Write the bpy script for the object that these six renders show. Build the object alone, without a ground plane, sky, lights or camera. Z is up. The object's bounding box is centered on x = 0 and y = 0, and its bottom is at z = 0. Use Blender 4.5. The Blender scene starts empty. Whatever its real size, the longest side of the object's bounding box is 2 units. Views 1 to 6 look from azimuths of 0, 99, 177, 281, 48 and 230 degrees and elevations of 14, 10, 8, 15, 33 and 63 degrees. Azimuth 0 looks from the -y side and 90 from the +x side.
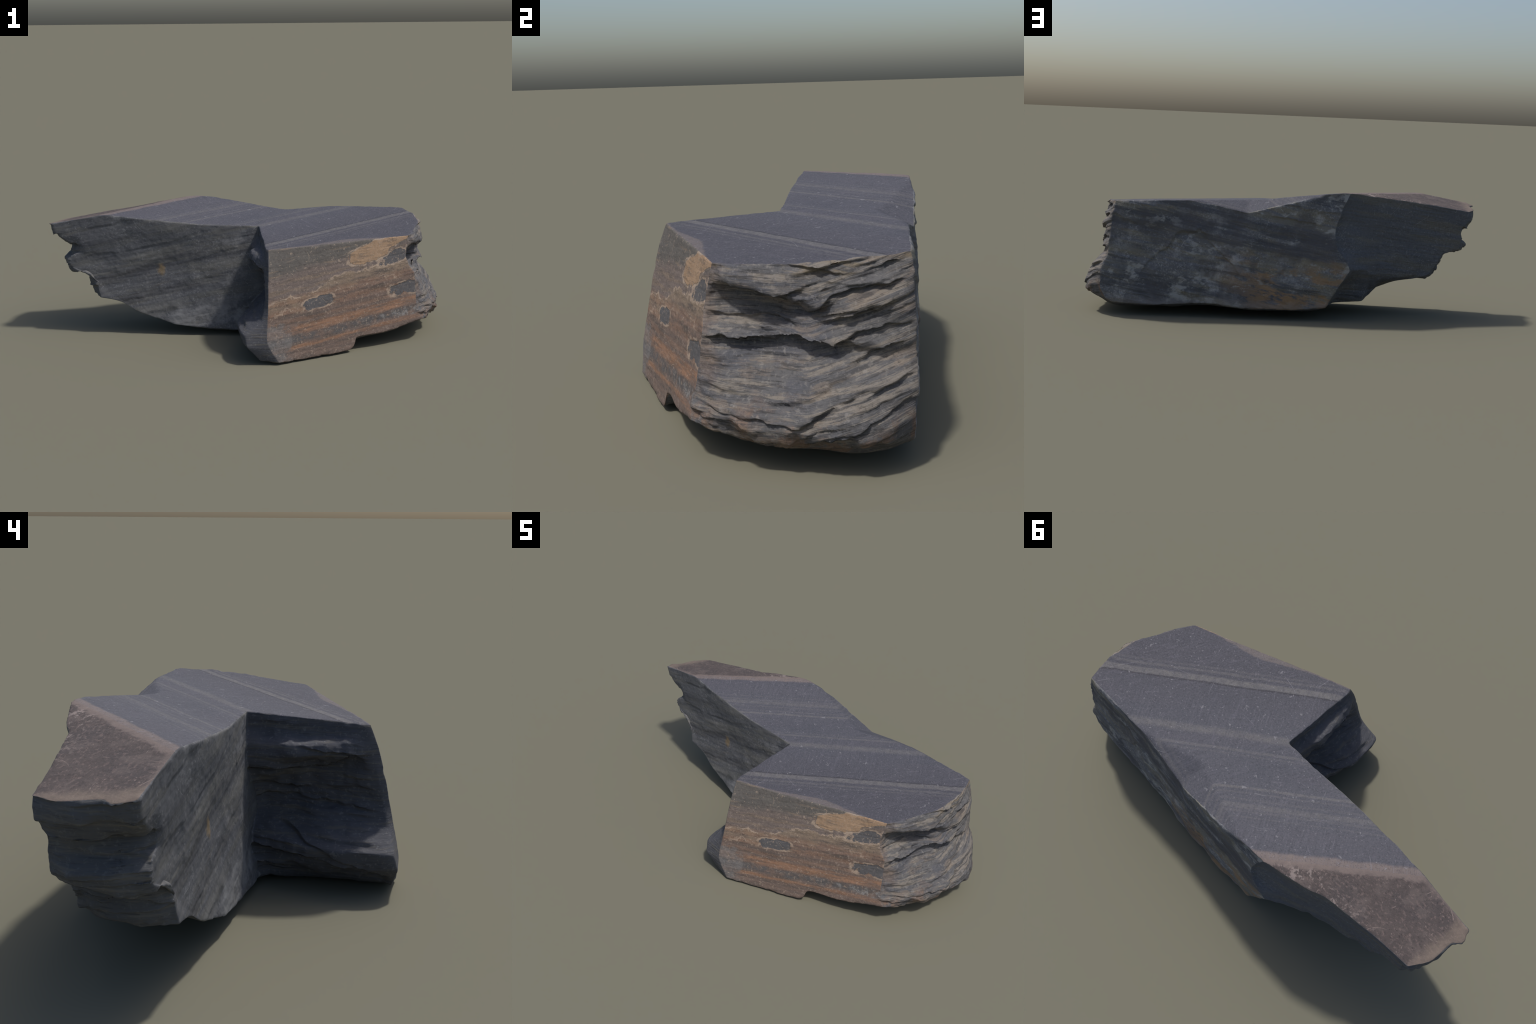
"""Broken slab of banded slate: an L-shaped stone with one sawn face on top.

The stone is a closed shell: eight vertical walls lofted between upright edge
profiles, a sawn cap whose height is the lowest of a few cleavage planes, and a
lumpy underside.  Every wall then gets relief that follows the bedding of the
slate, W = z - 0.19 x + 0.187 y, and the colours use the same bedding value.
"""
import bpy
import math
import numpy as np
from mathutils import Vector
from mathutils.geometry import delaunay_2d_cdt

STEP = 0.0042          # mesh spacing along the walls
ROWS = 168             # mesh rows from rim to foot


# ------------------------------------------------------------------ noise
def hash01(i, j, k, seed):
    h = (i.astype(np.int64) * 374761393 + j.astype(np.int64) * 668265263
         + k.astype(np.int64) * 2147483647 + seed * 974634777) & 0xFFFFFFFF
    h = ((h ^ (h >> 13)) * 1274126177) & 0xFFFFFFFF
    h = ((h ^ (h >> 16)) * 2246822519) & 0xFFFFFFFF
    return ((h ^ (h >> 15)) & 0xFFFFFF) / float(0xFFFFFF)


def noise(p, seed=0):
    """Smooth value noise in -1..1 at points p (n, 3)."""
    f = np.floor(p)
    t = p - f
    t = t * t * t * (t * (t * 6 - 15) + 10)
    i, j, k = (f[:, a].astype(np.int64) for a in range(3))
    out = 0.0
    for a in (0, 1):
        wa = t[:, 0] if a else 1 - t[:, 0]
        for b in (0, 1):
            wb = t[:, 1] if b else 1 - t[:, 1]
            for c in (0, 1):
                wc = t[:, 2] if c else 1 - t[:, 2]
                out = out + wa * wb * wc * hash01(i + a, j + b, k + c, seed)
    return out * 2 - 1


def fbm(p, octaves=4, seed=0, gain=0.5):
    total, amp, norm = 0.0, 1.0, 0.0
    for o in range(octaves):
        total = total + amp * noise(p * (2.03 ** o) + 17.3 * o, seed + o)
        norm += amp
        amp *= gain
    return total / norm


def smoothstep(a, b, x):
    t = np.clip((x - a) / (b - a), 0, 1)
    return t * t * (3 - 2 * t)


def bedding(p):
    return p[:, 2] - 0.19 * p[:, 0] + 0.187 * p[:, 1]


# --------------------------------------------------------- the sawn top
def cap_height(x, y):
    """Main saw cut, gently folded to the left, then cleavage facets cut in."""
    z = 0.5555 - 0.042 * (x - 0.055) + 0.08 * (y - 0.013)
    z = z + 0.064 * np.maximum(0, -x + 0.99 * y - 0.23)
    # brown cleavage facet at the thin end, parallel to the bedding
    brown = 0.6195 + 0.165 * (x + 0.699) - 0.12 * (y - 0.028)
    z = smooth_min(z, brown, 0.010)
    # shallow chip on the long edge
    chip = 0.525 + 0.40 * (0.455 - y) * 1.1 + 0.16 * np.abs(x - 0.20) + 0.10 * np.maximum(0, 0.2 - x)
    z = smooth_min(z, chip, 0.004)
    # corner facet above the ragged end
    corner = 0.522 + 0.20 * (0.80 - x) + 0.30 * (y + 0.055)
    z = smooth_min(z, corner, 0.004)
    # worn bevel along the middle of the rusty edge
    out = (x - 0.1) * 0.395 - (y + 0.371) * 0.919
    along = (x - 0.1) * 0.919 + (y + 0.371) * 0.395
    wide = 0.036 * np.exp(-((along - 0.43) / 0.16) ** 2)
    z = smooth_min(z, 0.527 - 0.22 * (out + wide), 0.003)
    return z


def smooth_min(a, b, k):
    h = np.clip(0.5 + 0.5 * (b - a) / k, 0, 1)
    return b * (1 - h) + a * h - k * h * (1 - h)


# ------------------------------------------------------- upright profiles
# Each profile runs from rim to foot.  Edges are shared by two walls.
EDGE_TIP = [(-.982, .022, .574), (-.965, .024, .525), (-.928, .026, .497), (-.895, .030, .484), (-.852, .032, .464),
            (-.846, .030, .424), (-.892, .026, .408), (-.904, .026, .37), (-.886, .026, .345), (-.842, .022, .328),
            (-.795, .018, .312), (-.766, .016, .275), (-.760, .010, .235), (-.750, .006, .188)]
EDGE_NOTCH = [(.057, .012, .554), (.052, .010, .50), (.016, .006, .465), (.014, .004, .41), (.035, -.002, .36), (.082, -.012, .29), (.085, -.016, .235),
              (.020, -.014, .165), (.004, -.022, .11), (.012, -.046, .024)]
EDGE_RUST = [(.101, -.371, .528), (.101, -.398, .45), (.099, -.424, .35), (.097, -.444, .25), (.092, -.466, .15),
             (.095, -.475, .10), (.120, -.472, .05), (.148, -.468, .006)]
EDGE_CORNER = [(.792, -.069, .518), (.786, -.08, .47), (.780, -.092, .42), (.792, -.098, .385), (.823, -.094, .337),
               (.830, -.104, .262), (.836, -.119, .168), (.856, -.127, .125), (.872, -.122, .106)]
EDGE_FAR = [(.838, .454, .562), (.842, .460, .52), (.851, .464, .47), (.855, .466, .42), (.864, .467, .36), (.870, .468, .29),
            (.892, .468, .255), (.905, .468, .19), (.905, .466, .13), (.880, .46, .08), (.848, .448, .057)]
EDGE_SCOOP = [(-.300, .450, .618), (-.268, .454, .56), (-.240, .458, .48), (-.231, .460, .43), (-.245, .463, .36),
              (-.300, .462, .29), (-.315, .459, .25), (-.262, .463, .17), (-.200, .460, .062)]
EDGE_BREAK = [(-.930, .287, .575), (-.938, .284, .54), (-.934, .279, .50), (-.908, .274, .46), (-.903, .270, .41),
              (-.893, .268, .35), (-.818, .262, .323), (-.788, .262, .27), (-.730, .268, .208)]

WALLS = [
    ("slab_face", [EDGE_TIP,
        [(-.830, .018, .600), (-.82, .021, .48), (-.80, .022, .38), (-.75, .018, .28), (-.655, .006, .170)],
        [(-.699, .014, .620), (-.68, .018, .48), (-.65, .020, .36), (-.60, .013, .25), (-.560, .000, .115)],
        [(-.520, .004, .592), (-.51, .015, .46), (-.50, .015, .34), (-.46, .004, .20), (-.432, -.010, .070)],
        [(-.345, .001, .576), (-.34, .011, .46), (-.34, .011, .34), (-.35, -.002, .20), (-.355, -.020, .045)],
        [(-.100, .009, .556), (-.11, .008, .50), (-.12, .006, .38), (-.12, -.008, .22), (-.150, -.030, .030)],
        EDGE_NOTCH]),
    ("notch_face", [EDGE_NOTCH,
        [(.062, -.06, .548), (.062, -.06, .500), (.056, -.06, .480), (.026, -.06, .460), (.022, -.06, .425), (.034, -.06, .385), (.040, -.06, .35), (.095, -.06, .32), (.108, -.06, .25), (.045, -.06, .200), (.008, -.07, .155), (.012, -.07, .10), (.060, -.07, .020)],
        [(.066, -.130, .544), (.067, -.13, .497), (.062, -.13, .478), (.012, -.13, .460), (.010, -.13, .430), (.066, -.125, .405), (.075, -.125, .36), (.112, -.125, .33), (.116, -.125, .26), (.064, -.13, .205), (-.020, -.150, .155), (.002, -.15, .09), (.082, -.145, .018)],
        [(.080, -.235, .535), (.078, -.24, .485), (.030, -.24, .462), (.026, -.24, .428), (.085, -.25, .41), (.104, -.255, .34), (.104, -.26, .27), (.036, -.28, .205), (-.052, -.30, .150), (-.028, -.31, .09), (.082, -.30, .016)],
        [(.088, -.345, .528), (.084, -.375, .45), (.084, -.395, .36), (.084, -.415, .27), (.062, -.435, .20), (-.008, -.464, .14), (.002, -.478, .085), (.060, -.455, .012)],
        EDGE_RUST]),
    ("rust_face", [EDGE_RUST,
        [(.300, -.286, .521), (.30, -.344, .26), (.304, -.390, .001)],
        [(.475, -.206, .520), (.48, -.263, .25), (.484, -.308, .003)],
        [(.506, -.1925, .520), (.508, -.249, .26), (.512, -.292, .020)],
        [(.518, -.187, .520), (.52, -.238, .29), (.524, -.280, .060)],
        [(.645, -.132, .519), (.65, -.178, .30), (.660, -.219, .068)],
        EDGE_CORNER]),
    ("ragged_face", [EDGE_CORNER,
        [(.816, -.02, .517), (.836, -.02, .485), (.835, -.02, .470), (.780, -.02, .450), (.775, -.01, .41), (.795, -.01, .365), (.848, -.02, .335), (.832, -.02, .312), (.862, -.02, .27), (.895, -.03, .20), (.928, -.035, .15), (.930, -.035, .125), (.905, -.03, .085)],
        [(.851, .080, .529), (.876, .08, .49), (.878, .08, .455), (.800, .08, .436), (.782, .08, .405), (.810, .08, .365), (.868, .08, .332), (.838, .08, .312), (.875, .08, .27), (.927, .075, .20), (.970, .07, .15), (.976, .07, .12), (.918, .06, .066)],
        [(.883, .190, .545), (.898, .19, .50), (.902, .19, .44), (.858, .19, .424), (.852, .19, .40), (.890, .19, .37), (.908, .19, .338), (.872, .19, .316), (.908, .19, .27), (.958, .19, .20), (.990, .19, .155), (.995, .19, .115), (.912, .185, .052)],
        [(.878, .310, .554), (.900, .31, .49), (.905, .31, .45), (.898, .31, .41), (.906, .31, .37), (.922, .31, .33), (.898, .31, .31), (.935, .315, .27), (.978, .32, .21), (.998, .31, .15), (.998, .31, .11), (.900, .315, .048)],
        [(.864, .390, .560), (.880, .39, .50), (.893, .40, .45), (.893, .40, .41), (.885, .40, .37), (.898, .40, .33), (.885, .40, .30), (.928, .40, .255), (.955, .40, .20), (.968, .40, .14), (.955, .40, .095), (.875, .405, .050)],
        EDGE_FAR]),
    ("long_face", [EDGE_FAR,
        [(.640, .450, .568), (.64, .462, .42), (.64, .472, .25), (.640, .460, .050)],
        [(.380, .450, .572), (.38, .465, .42), (.38, .476, .25), (.380, .466, .066)],
        [(.200, .465, .530), (.20, .470, .40), (.20, .482, .24), (.20, .474, .052)],
        [(.028, .464, .590), (.04, .468, .42), (.04, .482, .24), (.02, .474, .050)],
        [(-.190, .456, .605), (-.15, .458, .45), (-.17, .470, .25), (-.100, .468, .053)],
        EDGE_SCOOP]),
    ("scoop_face", [EDGE_SCOOP,
        [(-.314, .444, .618), (-.284, .436, .55), (-.257, .438, .48), (-.247, .440, .43), (-.262, .442, .36), (-.312, .448, .30), (-.345, .440, .25), (-.290, .374, .17), (-.260, .318, .062)],
        [(-.381, .424, .618), (-.355, .418, .55), (-.335, .418, .48), (-.325, .422, .43), (-.335, .422, .36), (-.358, .418, .30), (-.400, .400, .245), (-.392, .352, .17), (-.395, .300, .068)],
        [(-.435, .406, .610), (-.42, .395, .52), (-.41, .390, .44), (-.41, .388, .35), (-.425, .385, .28), (-.440, .372, .225), (-.440, .32, .160), (-.440, .250, .092)],
        [(-.486, .388, .604), (-.47, .374, .50), (-.465, .363, .42), (-.470, .358, .33), (-.482, .352, .25), (-.488, .335, .198), (-.488, .290, .168)],
        [(-.560, .354, .596), (-.555, .344, .49), (-.55, .333, .40), (-.55, .328, .30), (-.555, .320, .235), (-.556, .312, .200), (-.552, .285, .180)],
        [(-.640, .337, .586), (-.637, .325, .49), (-.63, .316, .40), (-.63, .310, .30), (-.635, .304, .235), (-.634, .296, .208), (-.630, .272, .188)],
        [(-.780, .308, .580), (-.772, .292, .49), (-.745, .283, .40), (-.715, .281, .30), (-.690, .278, .240), (-.678, .270, .196)],
        EDGE_BREAK]),
    ("broken_face", [EDGE_BREAK,
        [(-.974, .195, .571), (-.969, .195, .53), (-.957, .195, .495), (-.926, .195, .466), (-.938, .195, .442), (-.916, .195, .418), (-.928, .19, .40), (-.946, .19, .376), (-.926, .19, .335), (-.915, .19, .322), (-.832, .19, .309), (-.815, .19, .275), (-.808, .19, .24), (-.780, .19, .20), (-.742, .195, .184)],
        [(-.972, .115, .570), (-.980, .115, .53), (-.942, .115, .486), (-.902, .115, .464), (-.902, .115, .435), (-.920, .11, .405), (-.942, .11, .378), (-.924, .11, .338), (-.910, .11, .320), (-.822, .11, .305), (-.808, .11, .26), (-.802, .11, .22), (-.776, .11, .184)],
        [(-1.000, .070, .572), (-.988, .07, .53), (-.932, .07, .488), (-.880, .07, .468), (-.878, .07, .43), (-.905, .065, .405), (-.924, .065, .378), (-.912, .06, .345), (-.885, .06, .325), (-.812, .055, .308), (-.792, .05, .26), (-.788, .045, .22), (-.770, .045, .184)],
        EDGE_TIP]),
]


def resample(profile, rows):
    p = np.array(profile)
    d = np.concatenate([[0], np.cumsum(np.linalg.norm(np.diff(p, axis=0), axis=1))])
    t = np.linspace(0, d[-1], rows)
    q = np.stack([np.interp(t, d, p[:, a]) for a in range(3)], 1)
    for _ in range(2):                                   # soften the profile's corners
        q[1:-1] = q[1:-1] * .5 + (q[:-2] + q[2:]) * .25
    return q


def loft(columns):
    """Monotone cubic surface through the resampled columns, ends included."""
    c = np.stack([resample(p, ROWS) for p in columns])
    gap = np.linalg.norm(np.diff(c, axis=0), axis=2).mean(1)
    s = np.concatenate([[0], np.cumsum(gap)])
    slope = np.diff(c, axis=0) / gap[:, None, None]
    tang = np.empty_like(c)
    tang[0], tang[-1] = slope[0], slope[-1]
    for i in range(1, len(c) - 1):
        a, b = slope[i - 1], slope[i]
        w1, w2 = 2 * gap[i] + gap[i - 1], gap[i] + 2 * gap[i - 1]
        with np.errstate(all="ignore"):
            m = (w1 + w2) / (w1 / a + w2 / b)
        tang[i] = np.where((a * b > 0) & np.isfinite(m), m, 0)
    n = max(2, int(s[-1] / STEP))
    u = np.linspace(0, s[-1], n + 1)
    k = np.clip(np.searchsorted(s, u, side="right") - 1, 0, len(gap) - 1)
    h = gap[k][:, None, None]
    t = ((u - s[k]) / gap[k])[:, None, None]
    return ((2 * t ** 3 - 3 * t ** 2 + 1) * c[k] + (t ** 3 - 2 * t ** 2 + t) * h * tang[k]
            + (-2 * t ** 3 + 3 * t ** 2) * c[k + 1] + (t ** 3 - t ** 2) * h * tang[k + 1])


def inside(px, py, ring):
    x0, y0 = ring[:, 0], ring[:, 1]
    x1, y1 = np.roll(x0, -1), np.roll(y0, -1)
    out = np.zeros(len(px), bool)
    for a, b, c, d in zip(x0, y0, x1, y1):
        if b != d:
            out ^= ((b > py) != (d > py)) & (px < (c - a) * (py - b) / (d - b) + a)
    return out


def fill(ring, spacing, seed):
    """Triangulate the plan outline with a jittered lattice inside it."""
    rng = np.random.default_rng(seed)
    lo, hi = ring.min(0), ring.max(0)
    gx, gy = np.meshgrid(np.arange(lo[0], hi[0], spacing), np.arange(lo[1], hi[1], spacing * .87))
    gx = gx + (np.arange(gx.shape[0]) % 2)[:, None] * spacing * .5
    px, py = gx.ravel(), gy.ravel()
    px = px + rng.uniform(-.12, .12, px.size) * spacing
    py = py + rng.uniform(-.12, .12, py.size) * spacing
    keep = inside(px, py, ring)
    px, py = px[keep], py[keep]
    near = np.full(px.size, 9.0)
    for x, y in ring:
        near = np.minimum(near, (px - x) ** 2 + (py - y) ** 2)
    keep = near > (spacing * .7) ** 2
    pts = [Vector(p) for p in ring] + [Vector(p) for p in zip(px[keep], py[keep])]
    n = len(ring)
    verts, _, faces, orig, _, _ = delaunay_2d_cdt(pts, [(i, (i + 1) % n) for i in range(n)], [], 1, 1e-7)
    return np.array([tuple(v) for v in verts]), faces, orig


# ------------------------------------------------------------ build shell
def build_shell():
    grids = [loft(c) for _, c in WALLS]
    ring = np.concatenate([g[:-1] for g in grids])          # (columns, rows, 3)
    owner = np.concatenate([np.full(len(g) - 1, i) for i, g in enumerate(grids)])
    # let the rim follow the sawn cap, fading down the wall
    target = cap_height(ring[:, 0, 0], ring[:, 0, 1])
    depth = np.linalg.norm(np.cumsum(np.diff(ring, axis=1, prepend=ring[:, :1]), axis=1), axis=2)
    ring[:, :, 2] += (target - ring[:, 0, 2])[:, None] * np.exp(-depth / .045)
    ncol = len(ring)
    verts = [ring.reshape(-1, 3)]
    faces, region = [], []
    for i in range(ncol):
        a, b = i * ROWS, ((i + 1) % ncol) * ROWS
        for r in range(ROWS - 1):
            faces.append((a + r, a + r + 1, b + r + 1, b + r))
            region.append(owner[i])
    count = ncol * ROWS
    cap_id, brown_id, under_id = len(WALLS), len(WALLS) + 1, len(WALLS) + 2

    for row, spacing, top in ((0, .0056, True), (ROWS - 1, .012, False)):
        rim = ring[:, row]
        v2, tri, orig = fill(rim[:, :2], spacing, 5 + row)
        index = np.empty(len(v2), int)
        fresh = []
        for k, src in enumerate(orig):
            first = [o for o in src if o < ncol]
            if first:
                index[k] = first[0] * ROWS + row
            else:
                index[k] = count + len(fresh)
                fresh.append(k)
        xy = v2[fresh]
        if top:
            z = cap_height(xy[:, 0], xy[:, 1])
        else:
            z = np.zeros(len(xy))
            for s in range(0, len(xy), 2000):
                d2 = ((xy[s:s + 2000, None] - rim[None, :, :2]) ** 2).sum(2) + 1e-6
                wgt = d2 ** -1.5
                z[s:s + 2000] = (wgt * rim[None, :, 2]).sum(1) / wgt.sum(1)
                belly = np.sqrt(d2.min(1))
                z[s:s + 2000] -= .55 * belly * np.exp(-belly / .12) * smoothstep(-.42, -.15, xy[s:s + 2000, 0])
            z = np.maximum(z, .004)
        verts.append(np.column_stack([xy, z]))
        count += len(fresh)
        tri = [t for t in tri if len(t) == 3]
        mid = v2[np.array(tri)].mean(1)
        tri = [t for t, ok in zip(tri, inside(mid[:, 0], mid[:, 1], rim[:, :2])) if ok]
        for t in tri:
            p = v2[list(t)]
            ids = [int(index[k]) for k in t]
            if len(set(ids)) < 3:
                continue
            area = (p[1, 0] - p[0, 0]) * (p[2, 1] - p[0, 1]) - (p[1, 1] - p[0, 1]) * (p[2, 0] - p[0, 0])
            if (area > 0) != top:
                ids.reverse()
            faces.append(tuple(ids))
            if top:
                c = p.mean(0)
                past = -.691 * (c[0] + .697) + .723 * (c[1] - .007)      # beyond the brown ridge
                region.append(brown_id if c[0] < -.05 and past > .030 else cap_id)
            else:
                region.append(under_id)
    return np.concatenate(verts), faces, np.array(region)


class Shell:
    """Vertex normals and neighbour averages, all in numpy."""

    def __init__(self, verts, faces):
        self.n = len(verts)
        tri = []
        for f in faces:
            tri.append((f[0], f[1], f[2]))
            if len(f) == 4:
                tri.append((f[0], f[2], f[3]))
        self.tri = np.array(tri)
        loops = np.concatenate([np.array([(f[i], f[(i + 1) % len(f)]) for f in faces for i in range(len(f))])])
        e = np.unique(np.sort(loops, 1), axis=0)
        self.a, self.b = np.concatenate([e[:, 0], e[:, 1]]), np.concatenate([e[:, 1], e[:, 0]])
        self.deg = np.bincount(self.a, minlength=self.n).astype(float)

    def normals(self, v):
        t = v[self.tri]
        fn = np.cross(t[:, 1] - t[:, 0], t[:, 2] - t[:, 0])
        out = np.stack([sum(np.bincount(self.tri[:, c], fn[:, a], self.n) for c in range(3)) for a in range(3)], 1)
        return out / np.maximum(np.linalg.norm(out, axis=1, keepdims=True), 1e-12)

    def average(self, x):
        if x.ndim == 1:
            return np.bincount(self.a, x[self.b], self.n) / self.deg
        return np.stack([self.average(x[:, c]) for c in range(x.shape[1])], 1)


def ledges(h, p, seed, spacing, gate=.42):
    """Overlapping broken layers: every layer slopes out to a lip at its foot and
    is undercut there; how far it sticks out wanders along the layer, and it
    dies out in places.  Layer thickness is uneven."""
    wander = fbm(np.column_stack([p[:, 0] * 2.2, p[:, 1] * 2.2, h * 9]), 3, seed + 7)
    k = h / spacing + .55 * noise(np.column_stack([h * 0, h * 0, h * .43 / spacing]), seed + 3) + .55 * wander
    lo = np.floor(k)
    f = k - lo
    out = 0
    join = smoothstep(.86, 1, f)
    for step, wgt in ((0, 1 - join), (1, join)):
        q = p * np.array([6.5, 6.5, .8]) + ((lo + step) * 7.31)[:, None]
        reach = fbm(q, 4, seed, .6) * 1.3
        reach = smoothstep(-gate, gate, reach)
        tooth = (1 - f) ** .8 if step == 0 else 1.0
        out = out + wgt * reach * tooth
    return out - .3


# Lips of the thicker layers: (y, z) along the lip, depth of the undercut, its height
RAGGED_LIPS = [
    ([(.10, .528), (.145, .536), (.267, .517), (.387, .524), (.42, .53)], .016, .020),
    ([(.07, .46), (.182, .468), (.266, .493), (.39, .488)], .018, .022),
    ([(.12, .43), (.20, .425), (.30, .46), (.40, .485), (.43, .49)], .020, .035),
    ([(-.08, .385), (.152, .377), (.265, .395), (.376, .432), (.42, .445)], .016, .024),
    ([(-.08, .334), (.06, .335), (.163, .344), (.264, .327), (.32, .363), (.46, .381)], .026, .032),
    ([(.30, .285), (.347, .303), (.402, .329), (.43, .337)], .020, .024),
    ([(.10, .180), (.205, .192), (.257, .246), (.31, .262)], .016, .030),
    ([(.28, .20), (.352, .236), (.46, .261)], .018, .026),
    ([(-.10, .166), (.088, .148), (.181, .143), (.26, .185)], .018, .022),
    ([(.18, .085), (.294, .11), (.362, .151), (.46, .208)], .018, .026)]
NOTCH_LIPS = [
    ([(-.14, .456), (-.277, .437), (-.41, .433)], .014, .020),
    ([(.02, .392), (-.12, .380), (-.20, .372), (-.30, .416), (-.36, .42)], .022, .030),
    ([(.02, .330), (-.196, .309), (-.42, .293)], .014, .022),
    ([(.02, .280), (-.197, .272), (-.43, .244)], .012, .020),
    ([(-.09, .215), (-.168, .182), (-.26, .140)], .022, .022),
    ([(.02, .142), (-.138, .133), (-.25, .122)], .024, .026),
    ([(-.24, .135), (-.354, .098), (-.45, .045)], .026, .040)]
BREAK_LIPS = [
    ([(.29, .482), (.191, .466), (.02, .477)], .020, .034),
    ([(.29, .412), (.171, .409), (.02, .417)], .012, .012),
    ([(.28, .337), (.129, .323), (.00, .337)], .020, .022),
    ([(.26, .262), (.11, .268), (.00, .262)], .012, .016)]


def lips(p, lines, wobble):
    """Sharp undercut just below each lip line, and a slight swell above it."""
    out = np.zeros(len(p))
    for n, (line, depth, reach) in enumerate(lines):
        line = np.array(sorted(line))
        y = p[:, 1]
        level = np.interp(y, line[:, 0], line[:, 1]) + wobble + .006 * noise(p * 30, 140 + n) + .010 * noise(p * 10, 160 + n)
        ends = smoothstep(line[0, 0] - .02, line[0, 0] + .03, y) * smoothstep(line[-1, 0] + .02, line[-1, 0] - .03, y)
        t = level - p[:, 2]
        strength = ends * (.65 + .5 * noise(np.column_stack([p[:, 0] * 0, y * 9, y * 0]), 120 + n))
        cut = np.where(t > 0, -smoothstep(0, .005, t) * np.exp(-np.maximum(t, 0) / reach), .30 * np.exp(np.minimum(t, 0) / .018) * 1.0)
        out += depth * strength * cut
    return out


def relief(v, shell, masks):
    p = v
    n = shell.normals(v)
    w = bedding(p)
    warp = fbm(p * 3, 3, 40)
    flat = np.column_stack([p[:, 0] * 4, p[:, 1] * 4, w * 34 + warp])       # stretched along the bedding
    thin = np.column_stack([p[:, 0] * 9, p[:, 1] * 9, w * 110 + 2 * warp])
    grain = fbm(p * 70, 2, 90)
    bumps = fbm(p * 8, 5, 50)
    streak = fbm(flat, 4, 60)
    fine = fbm(thin, 2, 66)
    patchy = smoothstep(-.15, .3, fbm(p * 4, 3, 44))

    d = np.full(len(v), -.0005)
    d += masks["polished_face"] * (.0012 * fbm(p * 5, 3, 11) + .0003 * grain)
    d += masks["brown_facet"] * (.0026 * fbm(p * 7, 3, 12) + .0012 * fbm(p * 40, 2, 13))
    d += masks["slab_face"] * (.0015 * streak + .005 * bumps + .0012 * fine * patchy + .0006 * grain + .003 * ledges(w + .02 * bumps, p * .6, 71, .15, .12))
    d += masks["rust_face"] * (.003 * bumps + .0014 * streak + .0008 * fine + .0006 * grain)
    d += masks["long_face"] * (.012 * bumps + .003 * streak + .0016 * fine * patchy + .0007 * grain + .007 * ledges(w + .03 * bumps, p * .6, 72, .13, .12))
    # an arched flake scar on the long side
    u = (p[:, 0] - .47) / .24
    under = .425 - .15 * u * np.abs(u) * np.sign(u + .2) - .05 * np.abs(u) + .05 * warp + .05 * bumps - p[:, 2]
    scar = smoothstep(0, .014, under) * smoothstep(.26, .05, under) * smoothstep(1.15, .8, np.abs(u))
    d -= masks["long_face"] * .009 * scar
    d -= masks["scoop_face"] * .011 * np.exp(-((p[:, 0] + .345) / .065) ** 2 - ((p[:, 2] - .45) / .085) ** 2)
    d += masks["scoop_face"] * (.004 * bumps + .003 * streak + .0022 * fine + .0006 * grain)
    d += masks["underside"] * (.010 * fbm(p * 6, 4, 70))
    v = v + n * d[:, None]

    # ragged end: layers lie level, then climb toward the far edge; lips droop
    climb = np.sqrt(.006 + np.maximum(0, p[:, 1] - .12) ** 2) - .0775
    level = p[:, 2] - .32 * climb + .030 * warp
    busy = .35 + .65 * smoothstep(-.18, .22, fbm(p * np.array([3.2, 3.2, 6]), 3, 79))
    smooth_slab = smoothstep(.14, .18, p[:, 2]) * smoothstep(.30, .26, p[:, 2]) * smoothstep(.30, .16, p[:, 1])
    busy *= 1 - .6 * smooth_slab
    busy *= smoothstep(.03, .10, p[:, 2])
    rag = (.022 * busy * ledges(level, p * .8, 81, .062, .3) + .010 * busy * ledges(level + .015 * bumps, p * 1.1, 82, .028)
           + .0035 * busy * ledges(level, p * 1.8, 83, .0095) + .0025 * grain + .006 * bumps + .004 * fbm(p * 26, 3, 80))
    rag *= 1 - .5 * smoothstep(.36, .44, p[:, 1])
    d = masks["ragged_face"] * (rag + 1.15 * lips(p, RAGGED_LIPS, .006 * bumps))
    level = p[:, 2] + .10 * p[:, 1] + .02 * warp
    busy = .3 + .7 * smoothstep(-.18, .22, fbm(p * np.array([4, 4, 8]), 3, 78))
    rag = (.016 * ledges(level, p, 84, .055) + .012 * busy * ledges(level, p * 1.3, 85, .024)
           + .004 * busy * ledges(level, p * 1.6, 86, .0095) + .0015 * grain + .004 * bumps)
    d += masks["broken_face"] * (rag + 1.2 * lips(p, BREAK_LIPS, .006 * bumps))
    level = p[:, 2] - .07 * p[:, 1] + .02 * warp
    rag = (.016 * ledges(level, p, 87, .070) + .012 * busy * ledges(level, p * 1.2, 88, .028)
           + .0035 * busy * ledges(level, p * 1.6, 89, .0105) + .001 * grain + .004 * bumps)
    calm = smoothstep(.0, .08, p[:, 1] + .37 + .19 * (.528 - p[:, 2]))      # the arris by the rust is even
    d += masks["notch_face"] * calm * (rag + 1.6 * lips(p, NOTCH_LIPS, .006 * bumps))
    droop = n + np.array([0, 0, -.35]) * smoothstep(.06, .16, p[:, 2])[:, None]
    return v + droop * d[:, None]


def chip_edges(v, shell):
    """Nibble the sharp arrises irregularly."""
    curve = v - shell.average(v)
    n = shell.normals(v)
    c = np.maximum((curve * n).sum(1), 0)
    for _ in range(3):
        c = shell.average(c)
    c = np.clip(c / .0008, 0, 1)
    bite = np.maximum(0, fbm(v * 22, 3, 31) + .12) ** 1.5
    return v - n * (c * (.014 * bite))[:, None]


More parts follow.
